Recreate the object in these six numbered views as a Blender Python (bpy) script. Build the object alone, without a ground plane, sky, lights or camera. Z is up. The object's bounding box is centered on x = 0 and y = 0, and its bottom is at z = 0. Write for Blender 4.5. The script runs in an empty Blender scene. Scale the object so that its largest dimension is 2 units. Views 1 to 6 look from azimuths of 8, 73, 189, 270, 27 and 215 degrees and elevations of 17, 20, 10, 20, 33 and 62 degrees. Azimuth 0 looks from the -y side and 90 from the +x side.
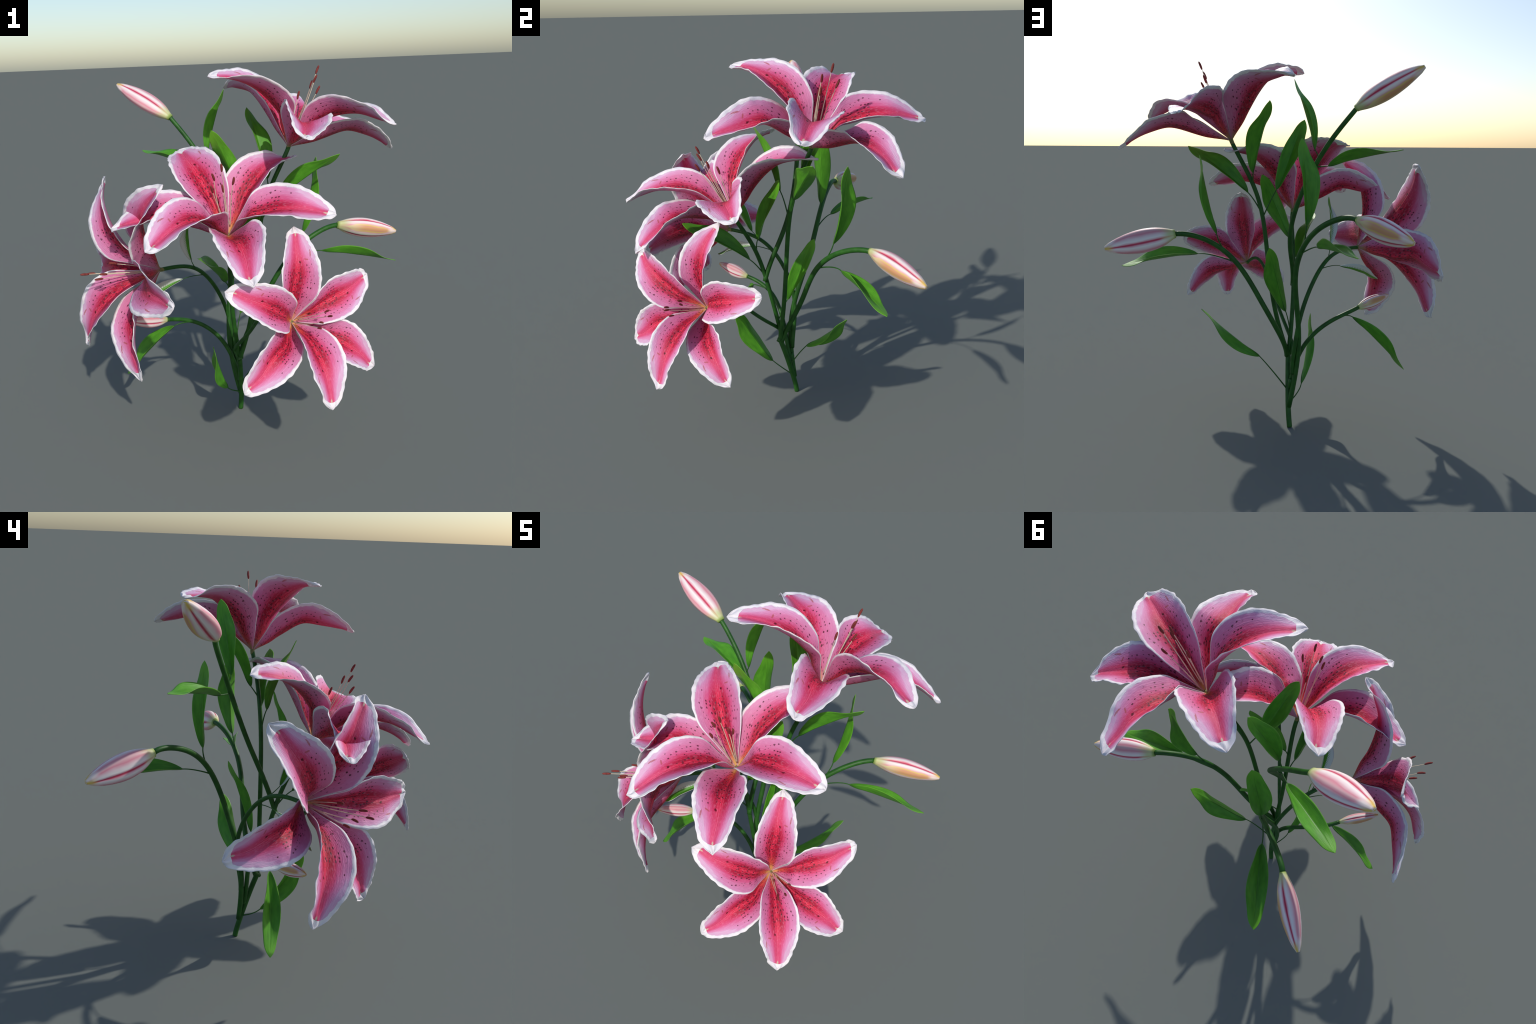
# A spray of stargazer-type lilies: four open flowers and four buds on curved
# stems that join one trunk, with lance-shaped leaves on thin stalks.
# Every part is lofted from control curves (uniform clamped cubic B-splines).
import bpy, math
import numpy as np
from mathutils import Quaternion, Vector, Matrix

rng = np.random.default_rng(7)

# ---------------------------------------------------------------- measurements
# One flower, in its own frame: origin where the tepals meet the stem, z along
# the stamens.  Each tepal: tip, midrib and its two edges (base is the origin).
PETALS = {
    'broad': dict(
        tip=(0.407, 0.000, 0.233),
        mid=[(0.004, -0.035, 0.045), (0.041, -0.002, 0.093), (0.079, -0.003, 0.148), (0.158, -0.003, 0.211), (0.236, 0.001, 0.241), (0.305, -0.001, 0.234), (0.386, 0.006, 0.229)],
        right=[(-0.016, -0.036, 0.007), (0.026, -0.059, 0.122), (0.064, -0.080, 0.199), (0.149, -0.096, 0.263), (0.260, -0.090, 0.262), (0.330, -0.049, 0.268), (0.374, -0.049, 0.227)],
        left=[(-0.030, -0.006, 0.087), (0.026, 0.049, 0.113), (0.055, 0.068, 0.194), (0.129, 0.102, 0.251), (0.241, 0.089, 0.282), (0.325, 0.056, 0.262), (0.384, 0.057, 0.231)],
    ),
    'under': dict(
        tip=(0.276, -0.345, 0.085),
        mid=[(-0.019, -0.037, 0.017), (0.025, -0.049, 0.048), (0.100, -0.079, 0.094), (0.120, -0.173, 0.147), (0.176, -0.227, 0.127), (0.228, -0.275, 0.113), (0.252, -0.328, 0.090)],
        right=[(-0.012, -0.029, 0.024), (-0.025, -0.058, 0.072), (-0.014, -0.141, 0.140), (0.060, -0.227, 0.189), (0.107, -0.289, 0.169), (0.188, -0.331, 0.127), (0.223, -0.358, 0.091)],
        left=[(0.007, -0.019, 0.018), (0.054, -0.010, 0.104), (0.139, -0.045, 0.161), (0.206, -0.125, 0.204), (0.265, -0.192, 0.159), (0.283, -0.278, 0.127), (0.298, -0.319, 0.093)],
    ),
    'arched': dict(
        tip=(-0.183, -0.397, 0.156),
        mid=[(-0.010, -0.060, 0.014), (-0.012, -0.040, 0.096), (-0.037, -0.098, 0.138), (-0.072, -0.175, 0.182), (-0.108, -0.248, 0.197), (-0.143, -0.321, 0.185), (-0.176, -0.358, 0.165)],
        right=[(-0.002, -0.003, 0.048), (-0.052, -0.013, 0.111), (-0.098, -0.050, 0.177), (-0.160, -0.130, 0.236), (-0.201, -0.245, 0.226), (-0.195, -0.293, 0.198), (-0.220, -0.353, 0.184)],
        left=[(-0.001, -0.043, 0.050), (0.026, -0.059, 0.119), (0.052, -0.141, 0.192), (0.011, -0.241, 0.230), (-0.054, -0.320, 0.225), (-0.101, -0.362, 0.185), (-0.136, -0.400, 0.165)],
    ),
    'folded': dict(
        tip=(-0.441, 0.026, 0.123),
        mid=[(-0.013, -0.005, -0.003), (-0.063, -0.004, 0.053), (-0.133, -0.025, 0.105), (-0.207, -0.007, 0.146), (-0.273, -0.008, 0.168), (-0.352, 0.001, 0.147), (-0.409, 0.024, 0.136)],
        right=[(-0.025, -0.003, 0.065), (-0.051, 0.035, 0.143), (-0.118, 0.080, 0.179), (-0.196, 0.075, 0.222), (-0.288, 0.079, 0.214), (-0.373, 0.070, 0.170), (-0.417, 0.062, 0.151)],
        left=[(-0.071, 0.011, 0.033), (-0.078, -0.050, 0.084), (-0.099, -0.113, 0.145), (-0.238, -0.116, 0.187), (-0.308, -0.088, 0.183), (-0.391, -0.047, 0.165), (-0.415, -0.013, 0.104)],
    ),
    'long': dict(
        tip=(-0.171, 0.385, 0.146),
        mid=[(0.010, -0.027, 0.069), (-0.032, 0.017, 0.121), (-0.056, 0.108, 0.121), (-0.082, 0.153, 0.156), (-0.108, 0.250, 0.179), (-0.139, 0.299, 0.158), (-0.157, 0.360, 0.151)],
        right=[(-0.006, 0.017, 0.088), (0.035, 0.074, 0.107), (0.032, 0.075, 0.137), (0.030, 0.178, 0.203), (-0.023, 0.277, 0.206), (-0.083, 0.339, 0.160), (-0.122, 0.387, 0.161)],
        left=[(-0.107, -0.051, 0.061), (-0.043, 0.062, 0.115), (-0.104, 0.045, 0.182), (-0.180, 0.125, 0.199), (-0.191, 0.234, 0.211), (-0.203, 0.310, 0.175), (-0.201, 0.368, 0.148)],
    ),
    'low': dict(
        tip=(0.274, 0.341, 0.136),
        mid=[(0.047, -0.033, -0.002), (0.041, 0.055, 0.050), (0.085, 0.099, 0.105), (0.124, 0.166, 0.167), (0.174, 0.226, 0.166), (0.218, 0.278, 0.159), (0.263, 0.310, 0.138)],
        right=[(-0.029, 0.067, 0.119), (0.068, 0.010, 0.079), (0.122, 0.014, 0.149), (0.199, 0.111, 0.216), (0.240, 0.161, 0.203), (0.277, 0.256, 0.184), (0.296, 0.290, 0.145)],
        left=[(0.087, 0.098, 0.035), (0.064, 0.126, 0.131), (0.009, 0.152, 0.180), (0.051, 0.243, 0.185), (0.127, 0.283, 0.199), (0.186, 0.327, 0.155), (0.226, 0.343, 0.154)],
    ),
}
ANTHERS = [(0.017, -0.017, 0.286), (-0.005, 0.009, 0.323), (-0.027, 0.038, 0.262), (-0.028, -0.021, 0.205), (0.042, -0.009, 0.251)]
FLOWERS = [
    dict(stem='front', at=(0.303, -0.452, 0.823), turn=(0.7285, 0.2276, 0.5135, -0.3923), size=1.000),
    dict(stem='middle', at=(-0.021, -0.217, 1.186), turn=(0.4803, 0.1072, 0.1975, -0.8478), size=1.294),
    dict(stem='crown', at=(0.269, 0.114, 1.585), turn=(0.9463, -0.0777, 0.1752, -0.2603), size=1.294),
    dict(stem='side', at=(-0.406, -0.149, 0.987), turn=(0.0817, 0.5395, 0.3642, -0.7547), size=1.289),
]
STEMS = {
    'trunk': [(-0.037, 0.039, 0.400), (-0.040, 0.065, 0.329), (-0.043, 0.088, 0.257), (-0.047, 0.109, 0.186), (-0.051, 0.130, 0.114), (-0.056, 0.143, 0.066), (-0.060, 0.152, 0.029), (-0.064, 0.157, 0.000)],
    'crown': [(0.270, 0.114, 1.585), (0.246, 0.098, 1.526), (0.168, 0.071, 1.387), (0.103, 0.049, 1.189), (0.081, 0.043, 0.902), (0.038, 0.040, 0.583), (-0.034, 0.037, 0.389), (-0.031, 0.045, 0.400)],
    'bud_high': [(-0.400, 0.271, 1.743), (-0.390, 0.276, 1.728), (-0.262, 0.242, 1.587), (-0.132, 0.180, 1.353), (-0.050, 0.108, 1.138), (-0.039, 0.033, 0.979), (-0.058, -0.018, 0.853), (-0.048, -0.042, 0.773)],
    'middle': [(-0.022, -0.218, 1.184), (-0.017, -0.199, 1.148), (-0.030, -0.141, 1.063), (-0.052, -0.066, 0.911), (-0.057, -0.007, 0.691), (-0.048, 0.039, 0.483), (-0.039, 0.064, 0.367), (-0.033, 0.035, 0.390)],
    'side': [(-0.406, -0.147, 0.986), (-0.355, -0.108, 0.987), (-0.268, -0.009, 0.978), (-0.185, 0.098, 0.853), (-0.114, 0.168, 0.647), (-0.088, 0.153, 0.461), (-0.069, 0.131, 0.355), (-0.074, 0.132, 0.303)],
    'front': [(0.301, -0.451, 0.820), (0.230, -0.398, 0.898), (0.146, -0.294, 0.809), (0.069, -0.161, 0.649), (-0.009, -0.042, 0.531), (-0.062, 0.040, 0.458), (-0.072, 0.077, 0.418), (-0.035, 0.029, 0.380)],
    'bud_right': [(0.522, 0.329, 1.103), (0.477, 0.301, 1.106), (0.358, 0.217, 1.065), (0.214, 0.151, 0.921), (0.107, 0.140, 0.721), (0.019, 0.113, 0.558), (-0.033, 0.068, 0.433), (-0.031, 0.051, 0.380)],
    'bud_rear': [(-0.429, 0.545, 1.217), (-0.404, 0.513, 1.243), (-0.220, 0.375, 1.185), (-0.094, 0.273, 0.967), (-0.099, 0.204, 0.744), (-0.114, 0.144, 0.556), (-0.104, 0.118, 0.353), (-0.056, 0.140, 0.110)],
    'bud_small': [(-0.423, -0.041, 0.657), (-0.396, -0.007, 0.647), (-0.306, 0.058, 0.620), (-0.195, 0.089, 0.546), (-0.108, 0.097, 0.431), (-0.063, 0.103, 0.278), (-0.049, 0.114, 0.175), (-0.066, 0.126, 0.270)],
}
LEAF_SHAPE = dict(
    tip=(0.426, -0.000, 0.000),
    left=[(0.0205, 0.0179, 0.0091), (0.0914, 0.0279, 0.0281), (0.1698, 0.0424, 0.0383), (0.2675, 0.0403, 0.0374), (0.3409, 0.0356, -0.0040), (0.4019, 0.0267, 0.0002)],
    right=[(0.0172, -0.0221, 0.0097), (0.0824, -0.0304, 0.0395), (0.1581, -0.0535, 0.0534), (0.2637, -0.0670, 0.0494), (0.3434, -0.0364, 0.0037), (0.3951, -0.0325, 0.0015)],
    rib=[(0.0325, -0.0081, -0.0057), (0.0943, -0.0068, 0.0055), (0.1939, -0.0038, 0.0059), (0.2710, -0.0035, 0.0074), (0.3399, 0.0005, 0.0052), (0.3984, -0.0061, 0.0030)],
)
LEAVES = [
    dict(stem='crown', foot=(0.160, 0.068, 1.348), at=(0.152, 0.112, 1.414), turn=(0.3272, 0.4997, -0.1002, 0.7957), size=1.007),  # L1
    dict(stem='crown', foot=(0.112, 0.052, 1.186), at=(0.190, 0.054, 1.305), turn=(0.9172, -0.2513, -0.2821, -0.1263), size=1.014),  # L2
    dict(stem='crown', foot=(0.109, 0.051, 1.168), at=(0.038, 0.028, 1.320), turn=(0.4644, -0.3498, -0.4587, -0.6720), size=1.005),  # L5
    dict(stem='middle', foot=(-0.046, -0.084, 0.940), at=(-0.031, -0.087, 1.035), turn=(0.5529, 0.6213, -0.2738, 0.4831), size=0.954),  # L6
    dict(stem='bud_right', foot=(0.291, 0.188, 0.994), at=(0.333, 0.214, 1.091), turn=(0.1610, -0.7502, -0.1832, -0.6145), size=1.004),  # L3
    dict(stem='bud_right', foot=(0.233, 0.165, 0.929), at=(0.436, 0.216, 0.985), turn=(0.9875, -0.1201, 0.0814, 0.0619), size=0.998),  # L4
    dict(stem='bud_rear', foot=(-0.154, 0.319, 1.058), at=(-0.167, 0.343, 1.162), turn=(0.6854, -0.2490, -0.6403, -0.2412), size=1.026),  # L7
    dict(stem='bud_high', foot=(-0.216, 0.218, 1.498), at=(-0.193, 0.206, 1.540), turn=(0.7965, -0.0828, -0.5974, 0.0427), size=0.859),  # L8
    dict(stem='bud_high', foot=(-0.190, 0.206, 1.452), at=(-0.263, 0.250, 1.461), turn=(0.2415, 0.0991, -0.0038, 0.9653), size=0.997),  # L9
    dict(stem='middle', foot=(-0.048, 0.034, 0.503), at=(-0.028, 0.084, 0.646), turn=(0.4656, 0.6081, -0.1922, 0.6136), size=0.963),  # L10
    dict(stem='trunk', foot=(-0.046, 0.106, 0.195), at=(0.109, 0.154, 0.401), turn=(0.0813, -0.9167, -0.1734, -0.3508), size=1.006),  # L11
    dict(stem='trunk', foot=(-0.051, 0.126, 0.127), at=(-0.114, 0.021, 0.208), turn=(0.6105, 0.3184, -0.7232, -0.0538), size=0.994),  # L12
    dict(stem='bud_small', foot=(-0.292, 0.056, 0.606), at=(-0.395, -0.017, 0.609), turn=(0.0904, 0.3751, 0.1845, -0.9039), size=0.989),  # L13
    dict(stem='side', foot=(-0.251, 0.014, 0.939), at=(-0.260, -0.050, 1.008), turn=(0.7328, 0.0499, -0.6333, -0.2439), size=0.687),  # L14
    dict(stem='side', foot=(-0.213, 0.061, 0.889), at=(-0.318, -0.035, 0.896), turn=(0.3434, 0.1289, 0.1811, -0.9125), size=0.678),  # L15
    dict(stem='bud_rear', foot=(-0.131, 0.296, 1.010), at=(-0.233, 0.434, 1.072), turn=(0.5075, -0.0411, -0.0950, 0.8554), size=1.015),  # L16
    dict(stem='middle', foot=(-0.054, -0.037, 0.800), at=(-0.063, -0.122, 0.910), turn=(0.5616, -0.3489, -0.0172, -0.7500), size=1.024),  # L17
]
BUDS = [
    dict(stem='bud_high', base=(-0.399, 0.271, 1.743), tip=(-0.717, 0.364, 1.928), roll=175),
    dict(stem='bud_right', base=(0.522, 0.329, 1.104), tip=(0.865, 0.444, 1.033), roll=120),
    dict(stem='bud_small', base=(-0.423, -0.041, 0.657), tip=(-0.592, -0.179, 0.703), roll=105),
    dict(stem='bud_rear', base=(-0.429, 0.544, 1.217), tip=(-0.676, 0.797, 1.154), roll=110),
]

# ---------------------------------------------------------------- small tools
def bspline(points, n=None, t=None, degree=3):
    """Sample a clamped uniform cubic B-spline through its control polygon."""
    points = np.asarray(points, float)
    m = len(points)
    knots = np.concatenate([np.zeros(degree), np.linspace(0, 1, m - degree + 1), np.ones(degree)])
    t = np.linspace(0, 1, n) if t is None else np.asarray(t, float)
    t = np.clip(t, 0, 1 - 1e-9)
    basis = np.array([(t >= knots[i]) & (t < knots[i + 1]) for i in range(m + degree)], float).T
    for d in range(1, degree + 1):
        nxt = np.zeros((len(t), m + degree - d))
        for i in range(m + degree - d):
            a, b = knots[i + d] - knots[i], knots[i + d + 1] - knots[i + 1]
            if a > 0:
                nxt[:, i] += (t - knots[i]) / a * basis[:, i]
            if b > 0:
                nxt[:, i] += (knots[i + d + 1] - t) / b * basis[:, i + 1]
        basis = nxt
    return basis @ points


def unit(v):
    v = np.asarray(v, float)
    return v / np.maximum(np.linalg.norm(v, axis=-1, keepdims=True), 1e-9)


def make_mesh(name, verts, faces, values=None, material=None):
    me = bpy.data.meshes.new(name)
    me.from_pydata([tuple(v) for v in verts], [], faces)
    for key, val in (values or {}).items():       # scalar surface parameters for the materials
        me.attributes.new(key, 'FLOAT', 'POINT').data.foreach_set('value', np.asarray(val, np.float32))
    me.polygons.foreach_set('use_smooth', [True] * len(me.polygons))
    if material:
        me.materials.append(material)
    me.update()
    return me


def add(name, data, parent=None):
    ob = bpy.data.objects.new(name, data)
    bpy.context.scene.collection.objects.link(ob)
    ob.parent = parent
    return ob


def blade(name, grid, half, along, across, material, extra=None):
    """Closed thin solid around a grid of points (rows along, columns across)."""
    n, m, _ = grid.shape
    du, dv = np.gradient(grid, axis=0), np.gradient(grid, axis=1)
    nor = np.cross(du, dv)
    for _ in range(2):
        nor[0] = nor[1]
        nor[-1] = nor[-2]
    nor = unit(nor)
    up, lo = grid + nor * half[..., None], grid - nor * half[..., None]
    verts = np.concatenate([up.reshape(-1, 3), lo.reshape(-1, 3)])
    k = n * m
    idx = np.arange(k).reshape(n, m)
    a, b, c, d = idx[:-1, :-1].ravel(), idx[1:, :-1].ravel(), idx[1:, 1:].ravel(), idx[:-1, 1:].ravel()
    faces = list(zip(a, b, c, d)) + list(zip(a + k, d + k, c + k, b + k))
    ring = np.concatenate([idx[:, 0], idx[-1, 1:], idx[-2::-1, -1], idx[0, -2:0:-1]])
    nx = np.roll(ring, -1)
    faces += list(zip(nx, ring, ring + k, nx + k))
    faces = [tuple(int(i) for i in f) for f in faces]
    vals = {'along': np.tile(along.ravel(), 2), 'across': np.tile(across.ravel(), 2), 'inner': np.repeat([0., 1.], k)}
    for key, v in (extra or {}).items():
        vals[key] = np.tile(v.ravel(), 2)
    return make_mesh(name, verts, faces, vals, material)


def frames(path):
    """Rotation-minimising frames along a polyline."""
    tan = unit(np.gradient(path, axis=0))
    ref = np.array([0, 0, 1.]) if abs(tan[0][2]) < .9 else np.array([1., 0, 0])
    u = [unit(np.cross(tan[0], ref))]
    for i in range(1, len(path)):
        w = u[-1] - tan[i] * (u[-1] @ tan[i])
        u.append(unit(w))
    u = np.array(u)
    return tan, u, np.cross(tan, u)


def tube(path, radius, sides=12, caps=True):
    path = np.asarray(path, float)
    radius = np.broadcast_to(radius, len(path))
    tan, u, v = frames(path)
    ang = np.linspace(0, 2 * math.pi, sides, endpoint=False)
    rings = path[:, None] + radius[:, None, None] * (np.cos(ang)[None, :, None] * u[:, None] + np.sin(ang)[None, :, None] * v[:, None])
    verts = rings.reshape(-1, 3)
    faces = []
    for i in range(len(path) - 1):
        for j in range(sides):
            k = (j + 1) % sides
            faces.append((i * sides + j, i * sides + k, (i + 1) * sides + k, (i + 1) * sides + j))
    along = np.repeat(np.linspace(0, 1, len(path)), sides)
    if caps:
        faces.append(tuple(range(sides - 1, -1, -1)))
        faces.append(tuple((len(path) - 1) * sides + j for j in range(sides)))
    return verts, faces, along


def smoothstep(a, b, x):
    t = np.clip((x - a) / (b - a), 0, 1)
    return t * t * (3 - 2 * t)


# ---------------------------------------------------------------- materials
def srgb(r, g, b):
    f = lambda c: c / 12.92 if c <= .04045 else ((c + .055) / 1.055) ** 2.4
    return (f(r / 255), f(g / 255), f(b / 255), 1.0)


class Nodes:
    """Short-hand for building shader node graphs."""
    def __init__(self, name):
        self.mat = bpy.data.materials.new(name)
        self.mat.use_nodes = True
        self.t = self.mat.node_tree
        self.bsdf = self.t.nodes['Principled BSDF']

    def put(self, socket, value):
        if isinstance(value, bpy.types.NodeSocket):
            self.t.links.new(value, socket)
        else:
            socket.default_value = value

    def attr(self, name):
        n = self.t.nodes.new('ShaderNodeAttribute')
        n.attribute_name = name
        return n.outputs['Fac']

    def m(self, op, a, b=0.0, c=0.0, clamp=False):
        n = self.t.nodes.new('ShaderNodeMath')
        n.operation = op
        n.use_clamp = clamp
        for s, v in zip(n.inputs, (a, b, c)):
            self.put(s, v)
        return n.outputs[0]

    def ramp(self, x, a, b, lo=0.0, hi=1.0):
        n = self.t.nodes.new('ShaderNodeMapRange')
        n.interpolation_type = 'SMOOTHSTEP'
        for s, v in zip(n.inputs, (x, a, b, lo, hi)):
            self.put(s, v)
        return n.outputs[0]

    def vec(self, x, y, z=0.0):
        n = self.t.nodes.new('ShaderNodeCombineXYZ')
        for s, v in zip(n.inputs, (x, y, z)):
            self.put(s, v)
        return n.outputs[0]

    def noise(self, vec, scale=1.0, detail=2.0, rough=.5):
        n = self.t.nodes.new('ShaderNodeTexNoise')
        self.put(n.inputs['Vector'], vec)
        n.inputs['Scale'].default_value = scale
        n.inputs['Detail'].default_value = detail
        n.inputs['Roughness'].default_value = rough
        return n.outputs['Fac']

    def voronoi(self, vec, scale=1.0, rand=1.0):
        n = self.t.nodes.new('ShaderNodeTexVoronoi')
        n.voronoi_dimensions = '2D'
        self.put(n.inputs['Vector'], vec)
        n.inputs['Scale'].default_value = scale
        n.inputs['Randomness'].default_value = rand
        sep = self.t.nodes.new('ShaderNodeSeparateColor')
        self.t.links.new(n.outputs['Color'], sep.inputs[0])
        return n.outputs['Distance'], sep.outputs[0], sep.outputs[1]

    def mix(self, fac, a, b):
        n = self.t.nodes.new('ShaderNodeMix')
        n.data_type = 'RGBA'
        self.put(n.inputs[0], fac)
        self.put(n.inputs[6], a)
        self.put(n.inputs[7], b)
        return n.outputs[2]

    def gradient(self, fac, stops, interp='LINEAR'):
        n = self.t.nodes.new('ShaderNodeValToRGB')
        n.color_ramp.interpolation = interp
        e = n.color_ramp.elements
        e[0].position, e[0].color = stops[0]
        e[1].position, e[1].color = stops[-1]
        for p, c in stops[1:-1]:
            e.new(p).color = c
        self.put(n.inputs[0], fac)
        return n.outputs[0]

    def coords(self):
        return self.t.nodes.new('ShaderNodeTexCoord').outputs['Object']

    def finish(self, color, rough=.55, spec=.3, bump=None, strength=.2, dist=.002, sheen=0.0):
        self.put(self.bsdf.inputs['Base Color'], color)
        self.put(self.bsdf.inputs['Roughness'], rough)
        self.put(self.bsdf.inputs['Specular IOR Level'], spec)
        if bump is not None:
            n = self.t.nodes.new('ShaderNodeBump')
            n.inputs['Strength'].default_value = strength
            n.inputs['Distance'].default_value = dist
            self.put(n.inputs['Height'], bump)
            self.put(self.bsdf.inputs['Normal'], n.outputs[0])
        return self.mat


def petal_material():
    k = Nodes('lily_petal')
    t, s, inner = k.attr('along'), k.attr('across'), k.attr('inner')
    u = k.m('ABSOLUTE', s)
    # veins run along the tepal: noise stretched lengthwise
    streak = k.noise(k.vec(k.m('MULTIPLY', s, 11), k.m('MULTIPLY', t, 2.6)), 1, 3, .6)
    fine = k.noise(k.vec(k.m('MULTIPLY', s, 26), k.m('MULTIPLY', t, 30)), 1, 3, .6)
    wob = k.noise(k.vec(k.m('MULTIPLY', s, 3), k.m('MULTIPLY', t, 9)), 1, 2)
    # distance from the midrib, narrowing toward the tip
    narrow = k.ramp(t, .5, .95, 1.0, 1.9)
    v = k.m('MULTIPLY', u, narrow)
    v = k.m('ADD', v, k.m('MULTIPLY', k.m('SUBTRACT', streak, .5), .30))
    v = k.m('ADD', v, k.m('MULTIPLY', k.m('SUBTRACT', wob, .5), .14))
    body = k.gradient(v, [(0.0, srgb(218, 46, 76)), (.16, srgb(196, 28, 62)), (.32, srgb(198, 44, 84)), (.50, srgb(207, 86, 132)),
                          (.72, srgb(212, 130, 172)), (.9, srgb(214, 150, 190)), (1.0, srgb(214, 178, 208))])
    # toward the tip the red melts into pink
    body = k.mix(k.m('MULTIPLY', k.ramp(t, .5, .85, 0, .75), k.ramp(v, .0, .6, 1, .2)), body, srgb(218, 92, 136))
    # the lower half is rosier toward the margin
    body = k.mix(k.m('MULTIPLY', k.ramp(t, .2, .6, .6, 0), k.ramp(v, .35, .7)), body, srgb(202, 104, 146))
    # two dark bands beside the midrib in the lower half
    band = k.m('MULTIPLY', k.ramp(k.m('ABSOLUTE', k.m('SUBTRACT', u, .20)), .04, .20, 1, 0), k.m('MULTIPLY', k.ramp(t, .12, .28), k.ramp(t, .45, .72, 1, 0)))
    band = k.m('MULTIPLY', band, k.ramp(streak, .28, .6))
    body = k.mix(k.m('MULTIPLY', band, .85), body, srgb(140, 10, 38))
    ribline = k.m('MULTIPLY', k.ramp(k.m('ABSOLUTE', k.m('SUBTRACT', u, .045)), .0, .03, 1, 0), k.m('MULTIPLY', k.ramp(t, .35, .5), k.ramp(t, .84, .92, 1, 0)))
    body = k.mix(k.m('MULTIPLY', ribline, .6), body, srgb(180, 20, 54))
    # throat: orange, then yellow on the inside; tan outside
    body = k.mix(k.m('MULTIPLY', k.m('MULTIPLY', k.ramp(t, .08, .26, 1, 0), k.ramp(u, .1, .6, .9, .1)), k.ramp(inner, 0, 1, .45, 1)), body, srgb(204, 92, 60))
    body = k.mix(k.m('MULTIPLY', k.ramp(t, .03, .13, .95, 0), k.ramp(u, .25, .8, 1, .3)), body, k.mix(inner, srgb(160, 132, 100), srgb(226, 186, 104)))
    # maroon spots, longer than wide, dense in the lower half
    dens = k.m('MULTIPLY', k.ramp(t, .05, .13), k.ramp(t, .44, .66, 1, 0))
    dens = k.m('MULTIPLY', dens, k.ramp(u, .55, .9, 1, .1))
    slant = k.m('MULTIPLY', k.m('MULTIPLY', s, t), -2.5)
    dist, r1, r2 = k.voronoi(k.vec(k.m('ADD', k.m('MULTIPLY', s, 9.6), slant), k.m('MULTIPLY', t, 25.0)), 1, 1.0)
    size = k.m('MULTIPLY', k.m('ADD', .10, k.m('MULTIPLY', r1, .17)), k.ramp(u, .3, .9, 1.1, .8))
    keep = k.m('LESS_THAN', r2, k.m('MULTIPLY', dens, .92))
    spot = k.m('MULTIPLY', k.ramp(k.m('SUBTRACT', dist, size), -.07, .05, 1, 0), keep)
    body = k.mix(k.m('MULTIPLY', spot, .9), body, srgb(72, 10, 30))
    # one lone drop and two rusty scars on the right-hand side, as on the real tepals
    def mark(tc, sc, a, b, wt, ws):
        x = k.m('ADD', k.m('SUBTRACT', t, tc), k.m('MULTIPLY', k.m('SUBTRACT', s, sc), a))
        y = k.m('ADD', k.m('SUBTRACT', s, sc), k.m('MULTIPLY', k.m('SUBTRACT', t, tc), b))
        d = k.m('SQRT', k.m('ADD', k.m('POWER', k.m('DIVIDE', x, wt), 2.0), k.m('POWER', k.m('DIVIDE', y, ws), 2.0)))
        d = k.m('ADD', d, k.m('MULTIPLY', k.m('SUBTRACT', fine, .5), 1.4))
        return k.ramp(d, .65, 1.15, 1, 0)
    body = k.mix(mark(.65, .16, .05, 0, .014, .05), body, srgb(104, 14, 34))
    body = k.mix(k.m('MULTIPLY', mark(.665, .48, .10, 0, .008, .11), .75), body, srgb(172, 76, 74))
    body = k.mix(k.m('MULTIPLY', mark(.71, .72, 0, -1.2, .036, .036), .75), body, srgb(172, 76, 74))
    # fine painterly grain
    body = k.mix(k.ramp(fine, .45, .8, 0, .25), body, srgb(232, 176, 204))
    # pale margin with an uneven inner line, and the white tip
    # (a rim of even breadth follows the outline, so it takes a larger share where the tepal narrows)
    rag = k.noise(k.vec(k.m('MULTIPLY', k.m('SIGN', s), 5), k.m('MULTIPLY', t, 20)), 1, 3, .6)
    q = k.m('DIVIDE', k.m('SUBTRACT', k.m('MULTIPLY', t, 1.065), .45), .55, clamp=True)
    breadth = k.m('SQRT', k.m('MAXIMUM', k.m('SUBTRACT', 1.0, k.m('MULTIPLY', q, q)), .0004))
    rim = k.m('DIVIDE', k.m('MULTIPLY', k.ramp(t, .2, .62, .045, .115), k.m('ADD', .45, k.m('MULTIPLY', rag, 1.1))), breadth)
    edge = k.m('ADD', k.m('ADD', u, rim), -.1)
    line = k.ramp(k.m('ABSOLUTE', k.m('SUBTRACT', edge, .90)), .0, .03, 1, 0)
    body = k.mix(k.m('MULTIPLY', line, k.ramp(t, .45, .6, 0, .4)), body, srgb(176, 172, 188))
    body = k.mix(k.ramp(edge, .88, .925), body, k.mix(k.ramp(wob, .4, .7), srgb(236, 230, 232), srgb(224, 220, 228)))
    nub = mark(.925, 0.0, 0, 0, .016, .09)
    body = k.mix(k.m('MULTIPLY', nub, .7), body, srgb(196, 202, 168))
    h = k.m('ADD', fine, k.m('MULTIPLY', streak, .8))
    return k.finish(body, .5, .22, h, .55, .004)


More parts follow.
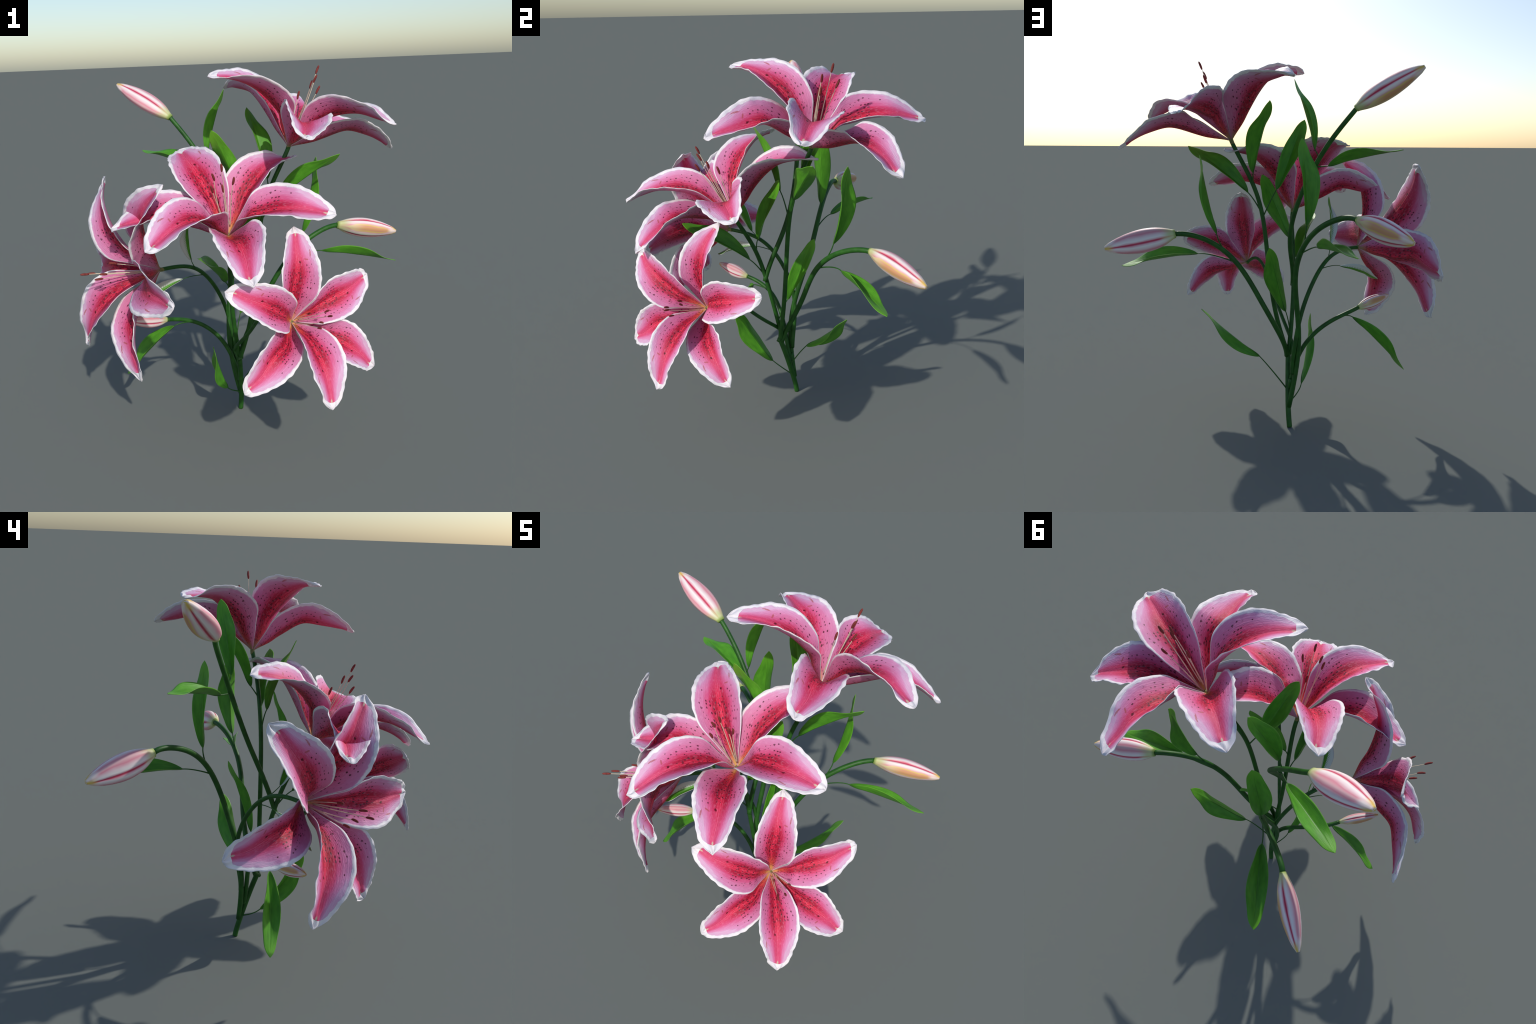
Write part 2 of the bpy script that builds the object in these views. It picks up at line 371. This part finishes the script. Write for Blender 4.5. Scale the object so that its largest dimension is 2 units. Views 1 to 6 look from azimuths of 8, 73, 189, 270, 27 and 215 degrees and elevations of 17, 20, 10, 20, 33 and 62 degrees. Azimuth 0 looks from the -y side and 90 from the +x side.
def leaf_material(pale=False):
    k = Nodes('pale_leaf' if pale else 'lily_leaf')
    t, s = k.attr('along'), k.attr('across')
    u = k.m('ABSOLUTE', s)
    n = k.noise(k.vec(k.m('MULTIPLY', s, 2.2), k.m('MULTIPLY', t, 5)), 1, 4, .6)
    vein = k.noise(k.vec(k.m('MULTIPLY', s, 16), k.m('MULTIPLY', t, 1.6)), 1, 2)
    c = k.gradient(k.m('ADD', k.m('MULTIPLY', n, .7), k.m('MULTIPLY', vein, .3)), [(.25, srgb(54, 114, 24)), (.5, srgb(78, 146, 34)), (.8, srgb(100, 172, 46))])
    c = k.mix(k.m('MULTIPLY', k.ramp(t, .72, 1.0), .7), c, srgb(104, 172, 40))
    c = k.mix(k.m('MULTIPLY', k.ramp(t, .0, .22, 1, 0), .5), c, srgb(32, 82, 22))
    rib = k.m('MULTIPLY', k.ramp(u, .0, .055, 1, 0), k.ramp(t, .5, .95, 1, .2))
    c = k.mix(k.m('MULTIPLY', rib, .55), c, srgb(24, 66, 14))
    c = k.mix(k.m('MULTIPLY', k.ramp(u, .93, 1.0), .5), c, srgb(112, 168, 56))
    if pale:
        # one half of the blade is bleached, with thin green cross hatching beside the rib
        hatch = k.m('SINE', k.m('MULTIPLY', k.m('ADD', t, k.m('MULTIPLY', s, .1)), 170))
        hatch = k.m('MULTIPLY', k.ramp(hatch, -.1, .5), k.ramp(s, .45, .7, .8, 0))
        white = k.mix(hatch, srgb(206, 212, 206), srgb(110, 150, 88))
        c = k.mix(k.ramp(s, .34, .40), c, white)
        c = k.mix(k.ramp(s, -.86, -.92), c, srgb(206, 212, 206))
    return k.finish(c, .45, .35, k.m('ADD', n, vein), .25, .004)


def stem_material():
    k = Nodes('lily_stem')
    n = k.noise(k.coords(), 22, 3)
    c = k.gradient(n, [(.3, srgb(30, 76, 22)), (.7, srgb(44, 98, 30))])
    return k.finish(c, .5, .35, n, .15, .002)


def bud_material():
    k = Nodes('lily_bud')
    t, a = k.attr('along'), k.attr('around')
    warp = k.noise(k.vec(k.m('MULTIPLY', a, 9), k.m('MULTIPLY', t, 3.5)), 1, 2)
    x = k.m('FRACT', k.m('MULTIPLY', a, 3.0))                       # 0..1 across one sepal
    c0 = k.m('MULTIPLY', k.m('ABSOLUTE', k.m('SUBTRACT', x, .5)), 2.0)   # 0 keel .. 1 seam
    c = k.m('ADD', c0, k.m('MULTIPLY', k.m('SUBTRACT', warp, .5), .28))
    base = k.gradient(c, [(0.0, srgb(222, 176, 178)), (.22, srgb(218, 138, 152)), (.48, srgb(232, 206, 208)), (.72, srgb(240, 232, 228)), (.86, srgb(228, 176, 186)), (1.0, srgb(200, 70, 98))])
    # the olive and gold keel of one sepal
    first = k.m('LESS_THAN', k.m('FRACT', a), 1 / 3)
    width = k.m('MULTIPLY', k.ramp(t, .1, .3), k.ramp(t, .72, .97, .44, .06))
    q = k.m('DIVIDE', c, k.m('ADD', width, .001))
    keel = k.gradient(q, [(0.0, srgb(204, 150, 84)), (.40, srgb(208, 152, 116)), (.66, srgb(218, 196, 92)), (.86, srgb(222, 170, 140)), (1.0, srgb(222, 150, 156))])
    keel = k.mix(k.ramp(t, .2, .45, .75, 0), keel, srgb(226, 214, 168))
    base = k.mix(k.m('MULTIPLY', k.m('MULTIPLY', first, .85), k.ramp(q, .7, 1.25, 1, 0)), base, keel)
    seam = k.m('MULTIPLY', k.ramp(c0, .86, .97), k.m('MULTIPLY', k.ramp(t, .06, .25), k.ramp(t, .9, 1.0, 1, .3)))
    base = k.mix(k.m('MULTIPLY', seam, .75), base, srgb(190, 44, 80))
    low = k.m('ADD', t, k.m('MULTIPLY', k.m('SUBTRACT', warp, .5), .25))
    base = k.mix(k.ramp(low, .02, .26, .9, 0), base, srgb(196, 204, 142))
    base = k.mix(k.ramp(t, .0, .05, .8, 0), base, srgb(140, 170, 80))
    base = k.mix(k.m('MULTIPLY', k.ramp(t, .84, .98), k.ramp(c, .3, .8, .35, .95)), base, srgb(224, 190, 92))
    base = k.mix(k.m('MULTIPLY', k.ramp(t, .80, .90), k.ramp(c, .2, .5, .7, 0)), base, srgb(240, 234, 228))
    return k.finish(base, .5, .3, warp, .2, .004)


def plain_material(name, lo, hi, scale=60.0, rough=.6):
    k = Nodes(name)
    n = k.noise(k.coords(), scale, 3)
    return k.finish(k.gradient(n, [(.3, lo), (.7, hi)]), rough, .25, n, .3, .002)


PETAL = petal_material()
LEAF, PALE = leaf_material(), leaf_material(True)
STEM = stem_material()
BUD = bud_material()
FILAMENT = plain_material('filament', srgb(206, 190, 160), srgb(222, 212, 186), 40)
ANTHER = plain_material('anther', srgb(104, 44, 42), srgb(136, 62, 56), 120, .75)
THROAT = plain_material('flower_base', srgb(104, 112, 60), srgb(140, 132, 84), 50)

# ---------------------------------------------------------------- the plant
plant = add('lily_plant', None)
plant['label'] = 'tall lily spray with pink spotted flowers, buds and leaves'
plant['category'] = 'flower'


def petal_mesh(name, p, seed):
    n, m = 72, 29
    t = np.linspace(0, 1, n)
    origin = np.zeros(3)
    mid, right, left = (bspline([origin] + p[k] + [p['tip']], t=t) for k in ('mid', 'right', 'left'))
    # the lowest part of every tepal is a strip of the funnel: straight lines to the stem
    t0 = .30
    w = smoothstep(.16, .36, t)[:, None]
    mid, right, left = (c * w + (1 - w) * bspline([origin] + p[k] + [p['tip']], t=[t0])[0] * (t[:, None] / t0) for c, k in ((mid, 'mid'), (right, 'right'), (left, 'left')))
    # the keel lies a little deeper than the drawn rib
    down = unit(np.cross(np.gradient(mid, axis=0), right - left))
    mid = mid + down * (.014 * smoothstep(0, .22, t) * smoothstep(.97, .55, t))[:, None]
    s = np.linspace(-1, 1, m)
    half = (right - left) / 2
    sag = (right + left) / 2 - mid
    # across: through left edge, midrib and right edge; a sharper groove at the rib
    bend = np.abs(s) ** 1.5
    grid = mid[:, None] + s[None, :, None] * half[:, None] + bend[None, :, None] * sag[:, None]
    nor = unit(np.cross(np.gradient(grid, axis=0), np.gradient(grid, axis=1)))
    # ruffled margin and crumpled tip
    g = np.random.default_rng(seed)
    ph = g.uniform(0, 6.28, 6)
    T, S = np.meshgrid(t, s, indexing='ij')
    ruffle = np.sin(T * 34 + ph[0] + 2 * np.sign(S)) + .7 * np.sin(T * 57 + ph[1] + 4 * np.sign(S)) + .5 * np.sin(T * 88 + ph[2] - 2 * np.sign(S))
    amp = .0012 * smoothstep(.62, 1, np.abs(S)) * smoothstep(.25, .5, T) * smoothstep(1.0, .9, T)
    crumple = .004 * np.sin(S * 7 + ph[3] + T * 40) * smoothstep(.86, .97, T)
    rib = .003 * np.exp(-(S / .10) ** 2) * smoothstep(.15, .4, T) * smoothstep(1, .8, T)
    grid = grid + nor * (ruffle * amp + crumple + rib)[..., None]
    # the margin is cut in shallow scallops
    out = unit(half)[:, None] * np.sign(S)[..., None]
    grid = grid + out * (.0014 * (np.sin(T * 47 + ph[4] + S) + np.sin(T * 79 + ph[5])) * smoothstep(.9, 1, np.abs(S)) * smoothstep(.3, .5, T) * smoothstep(1, .95, T))[..., None]
    thick = .0022 * (1 - .75 * np.abs(S) ** 2) * (1 - .5 * T) + .0004
    return blade(name, grid, thick, T, S, PETAL)


petal_meshes = [petal_mesh('petal', p, 11 + i) for i, p in enumerate(PETALS.values())]


def stamen_mesh():
    """Five slender filaments that rise from the throat, each with a tilted anther."""
    out = []
    for i, a in enumerate(np.array(ANTHERS)):
        g = np.random.default_rng(40 + i)
        d = unit(a)
        side = unit(np.cross(d, [.3, .9, .2]))
        end = a - d * .014
        start = np.array([0, 0, .05]) + .012 * unit(a * [1, 1, 0])
        q = [start, start + (end - start) * .3 + side * g.normal(0, .006) + np.array([0, 0, .012]), start + (end - start) * .65 + side * g.normal(0, .006), end]
        fv, ff, _ = tube(bspline(q, 18), np.linspace(.0022, .0012, 18), 8)
        lean = unit(d + side * g.normal(0, .12))
        s = np.linspace(-1, 1, 11)
        path = a + s[:, None] * lean * .0175 + (1 - s[:, None] ** 2) * side * .0015
        av, af, _ = tube(path, .0042 * np.sqrt(np.clip(1 - .92 * np.abs(s) ** 2.6, .02, 1)) + .0005, 10)
        k = len(fv)
        me = make_mesh('stamen', np.concatenate([fv, av]), ff + [tuple(j + k for j in f) for f in af], None, FILAMENT)
        me.materials.append(ANTHER)
        me.polygons.foreach_set('material_index', [0] * len(ff) + [1] * len(af))
        out.append(me)
    return out


stamen_meshes = stamen_mesh()

# the short receptacle between stem and tepals
rv, rf, _ = tube(np.array([[0, 0, z] for z in (-.014, -.008, .0, .008, .016)]), np.array([.0078, .0088, .0092, .0085, .005]), 14)
receptacle = make_mesh('flower', rv, rf, None, THROAT)

for f in FLOWERS:
    ob = add('flower', receptacle, plant)
    ob.location = f['at']
    ob.rotation_mode = 'QUATERNION'
    ob.rotation_quaternion = Quaternion(f['turn'])
    ob.scale = (f['size'],) * 3
    for me in petal_meshes:
        add('petal', me, ob)
    for me in stamen_meshes:
        add('stamen', me, ob)

# ---------------------------------------------------------------- stems
RADII = dict(trunk=(.015, .015), crown=(.0115, .013), middle=(.0115, .013), side=(.0108, .0125), front=(.0095, .011),
             bud_high=(.0125, .0135), bud_right=(.014, .0145), bud_rear=(.014, .0145), bud_small=(.0118, .0128))
for key, ctrl in STEMS.items():
    path = bspline(ctrl, 60)
    if key == 'trunk':
        path = np.array([q for q in path])
        path[-1][2] = 0.0
    r0, r1 = RADII[key]
    v, fc, al = tube(path, np.linspace(r0, r1, len(path)), 14)
    add('stem', make_mesh('stem', v, fc, {'along': al}, STEM), plant)

# ---------------------------------------------------------------- leaves on their stalks
def leaf_mesh(pale):
    """One lance-shaped blade, folded like a keel at its foot and flat at its tip."""
    n, m = 56, 19
    t = np.linspace(0, 1, n)
    left, right, rib = (bspline([(0, 0, 0)] + LEAF_SHAPE[k] + [LEAF_SHAPE['tip']], t=t) for k in ('left', 'right', 'rib'))
    s = np.linspace(-1, 1, m)
    T, S = np.meshgrid(t, s, indexing='ij')
    half, lift = (right - left) / 2, (right + left) / 2 - rib
    grid = rib[:, None] + S[..., None] * half[:, None] + (np.abs(S) ** 1.45)[..., None] * lift[:, None]
    nor = unit(np.cross(np.gradient(grid, axis=0), np.gradient(grid, axis=1)))
    groove = .0018 * np.exp(-(S / .09) ** 2) * smoothstep(0, .2, T) * smoothstep(1, .75, T)
    grid = grid + nor * groove[..., None]
    thick = .0016 * (1 - .7 * S ** 2) + .0004
    return blade('leaf', grid, thick, T, S, PALE if pale else LEAF)


leaf_meshes = {False: leaf_mesh(False), True: leaf_mesh(True)}
rib_near = np.array(LEAF_SHAPE['rib'])
for L in LEAVES:
    ob = add('leaf', leaf_meshes[L['stem'] == 'side'], plant)
    ob.location = L['at']
    ob.rotation_mode = 'QUATERNION'
    ob.rotation_quaternion = Quaternion(L['turn'])
    ob.scale = (L['size'],) * 3
    # the stalk in the frame of its leaf; it runs on under the rib as a fading ridge
    spin = Quaternion(L['turn']).to_matrix()
    foot = np.array(spin.transposed() @ Vector(np.array(L['foot']) - np.array(L['at']))) / L['size']
    run = bspline([(0, 0, 0)] + LEAF_SHAPE['rib'] + [LEAF_SHAPE['tip']], 101)
    gap = np.linalg.norm(foot)
    drop = np.array([0, 0, -.0025])
    path = np.concatenate([bspline([foot, foot * .62 - unit(run[10]) * gap * .12, -unit(run[8]) * gap * .22, run[2] + drop * .5], 18)[:-1], run[2:22:2] + drop])
    rad = np.concatenate([np.linspace(.0042, .0028, 17), np.linspace(.0027, .0010, 10)])
    v, fc, al = tube(path, rad, 8)
    add('leaf_stalk', make_mesh('leaf_stalk', v, fc, {'along': al}, STEM), ob)

# ---------------------------------------------------------------- buds: three sepals folded into a spindle
def bud_mesh():
    n, m = 48, 72
    t = np.linspace(0, 1, n) ** .9
    prof = np.interp(t, [0, .03, .1, .2, .3, .42, .55, .7, .82, .92, .975, 1.0], [.30, .38, .60, .80, .93, 1.0, .97, .83, .64, .44, .30, .10])
    prof = np.convolve(np.pad(prof, 2, mode='edge'), np.ones(5) / 5, 'valid')
    a = np.linspace(0, .99999, m)                # first column repeated at the join
    th = a * 2 * math.pi
    c0 = np.abs((a * 3) % 1 - .5) * 2
    seam = np.exp(-((1 - c0) / .12) ** 2)
    lobe = 1 + .05 * np.cos(np.pi * c0)
    verts, al, ar = [], [], []
    for i in range(n):
        body = smoothstep(0, .2, t[i]) * smoothstep(1, .85, t[i])
        r = prof[i] * (1 + (lobe - 1) * body - .07 * seam * body + .03 * body * np.exp(-((c0) / .16) ** 2))
        x, y = .063 * r * np.cos(th), .047 * r * np.sin(th)
        verts += list(zip(x, y, np.full(m, t[i] * .366)))
        al += [t[i]] * m
        ar += list(a)
    faces = [(i * m + j, i * m + j + 1, (i + 1) * m + j + 1, (i + 1) * m + j) for i in range(n - 1) for j in range(m - 1)]
    faces += [tuple(range(m - 1, -1, -1)), tuple((n - 1) * m + j for j in range(m))]
    return verts, faces, al, ar


def bud_object(b):
    p, q = np.array(b['base']), np.array(b['tip'])
    size = np.linalg.norm(q - p) / .366
    z = unit(q - p)
    e1 = unit(np.cross([0, 0, 1.], z))
    e2 = np.cross(z, e1)
    r = math.radians(b['roll'])
    x = e1 * math.cos(r) + e2 * math.sin(r)
    y = np.cross(z, x)
    return Matrix(((x[0] * size, y[0] * size, z[0] * size, p[0]), (x[1] * size, y[1] * size, z[1] * size, p[1]), (x[2] * size, y[2] * size, z[2] * size, p[2]), (0, 0, 0, 1)))


bv, bf, bal, bar = bud_mesh()
bud = make_mesh('bud', bv, bf, {'along': bal, 'around': bar}, BUD)
for b in BUDS:
    ob = add('bud', bud, plant)
    ob.matrix_world = bud_object(b)
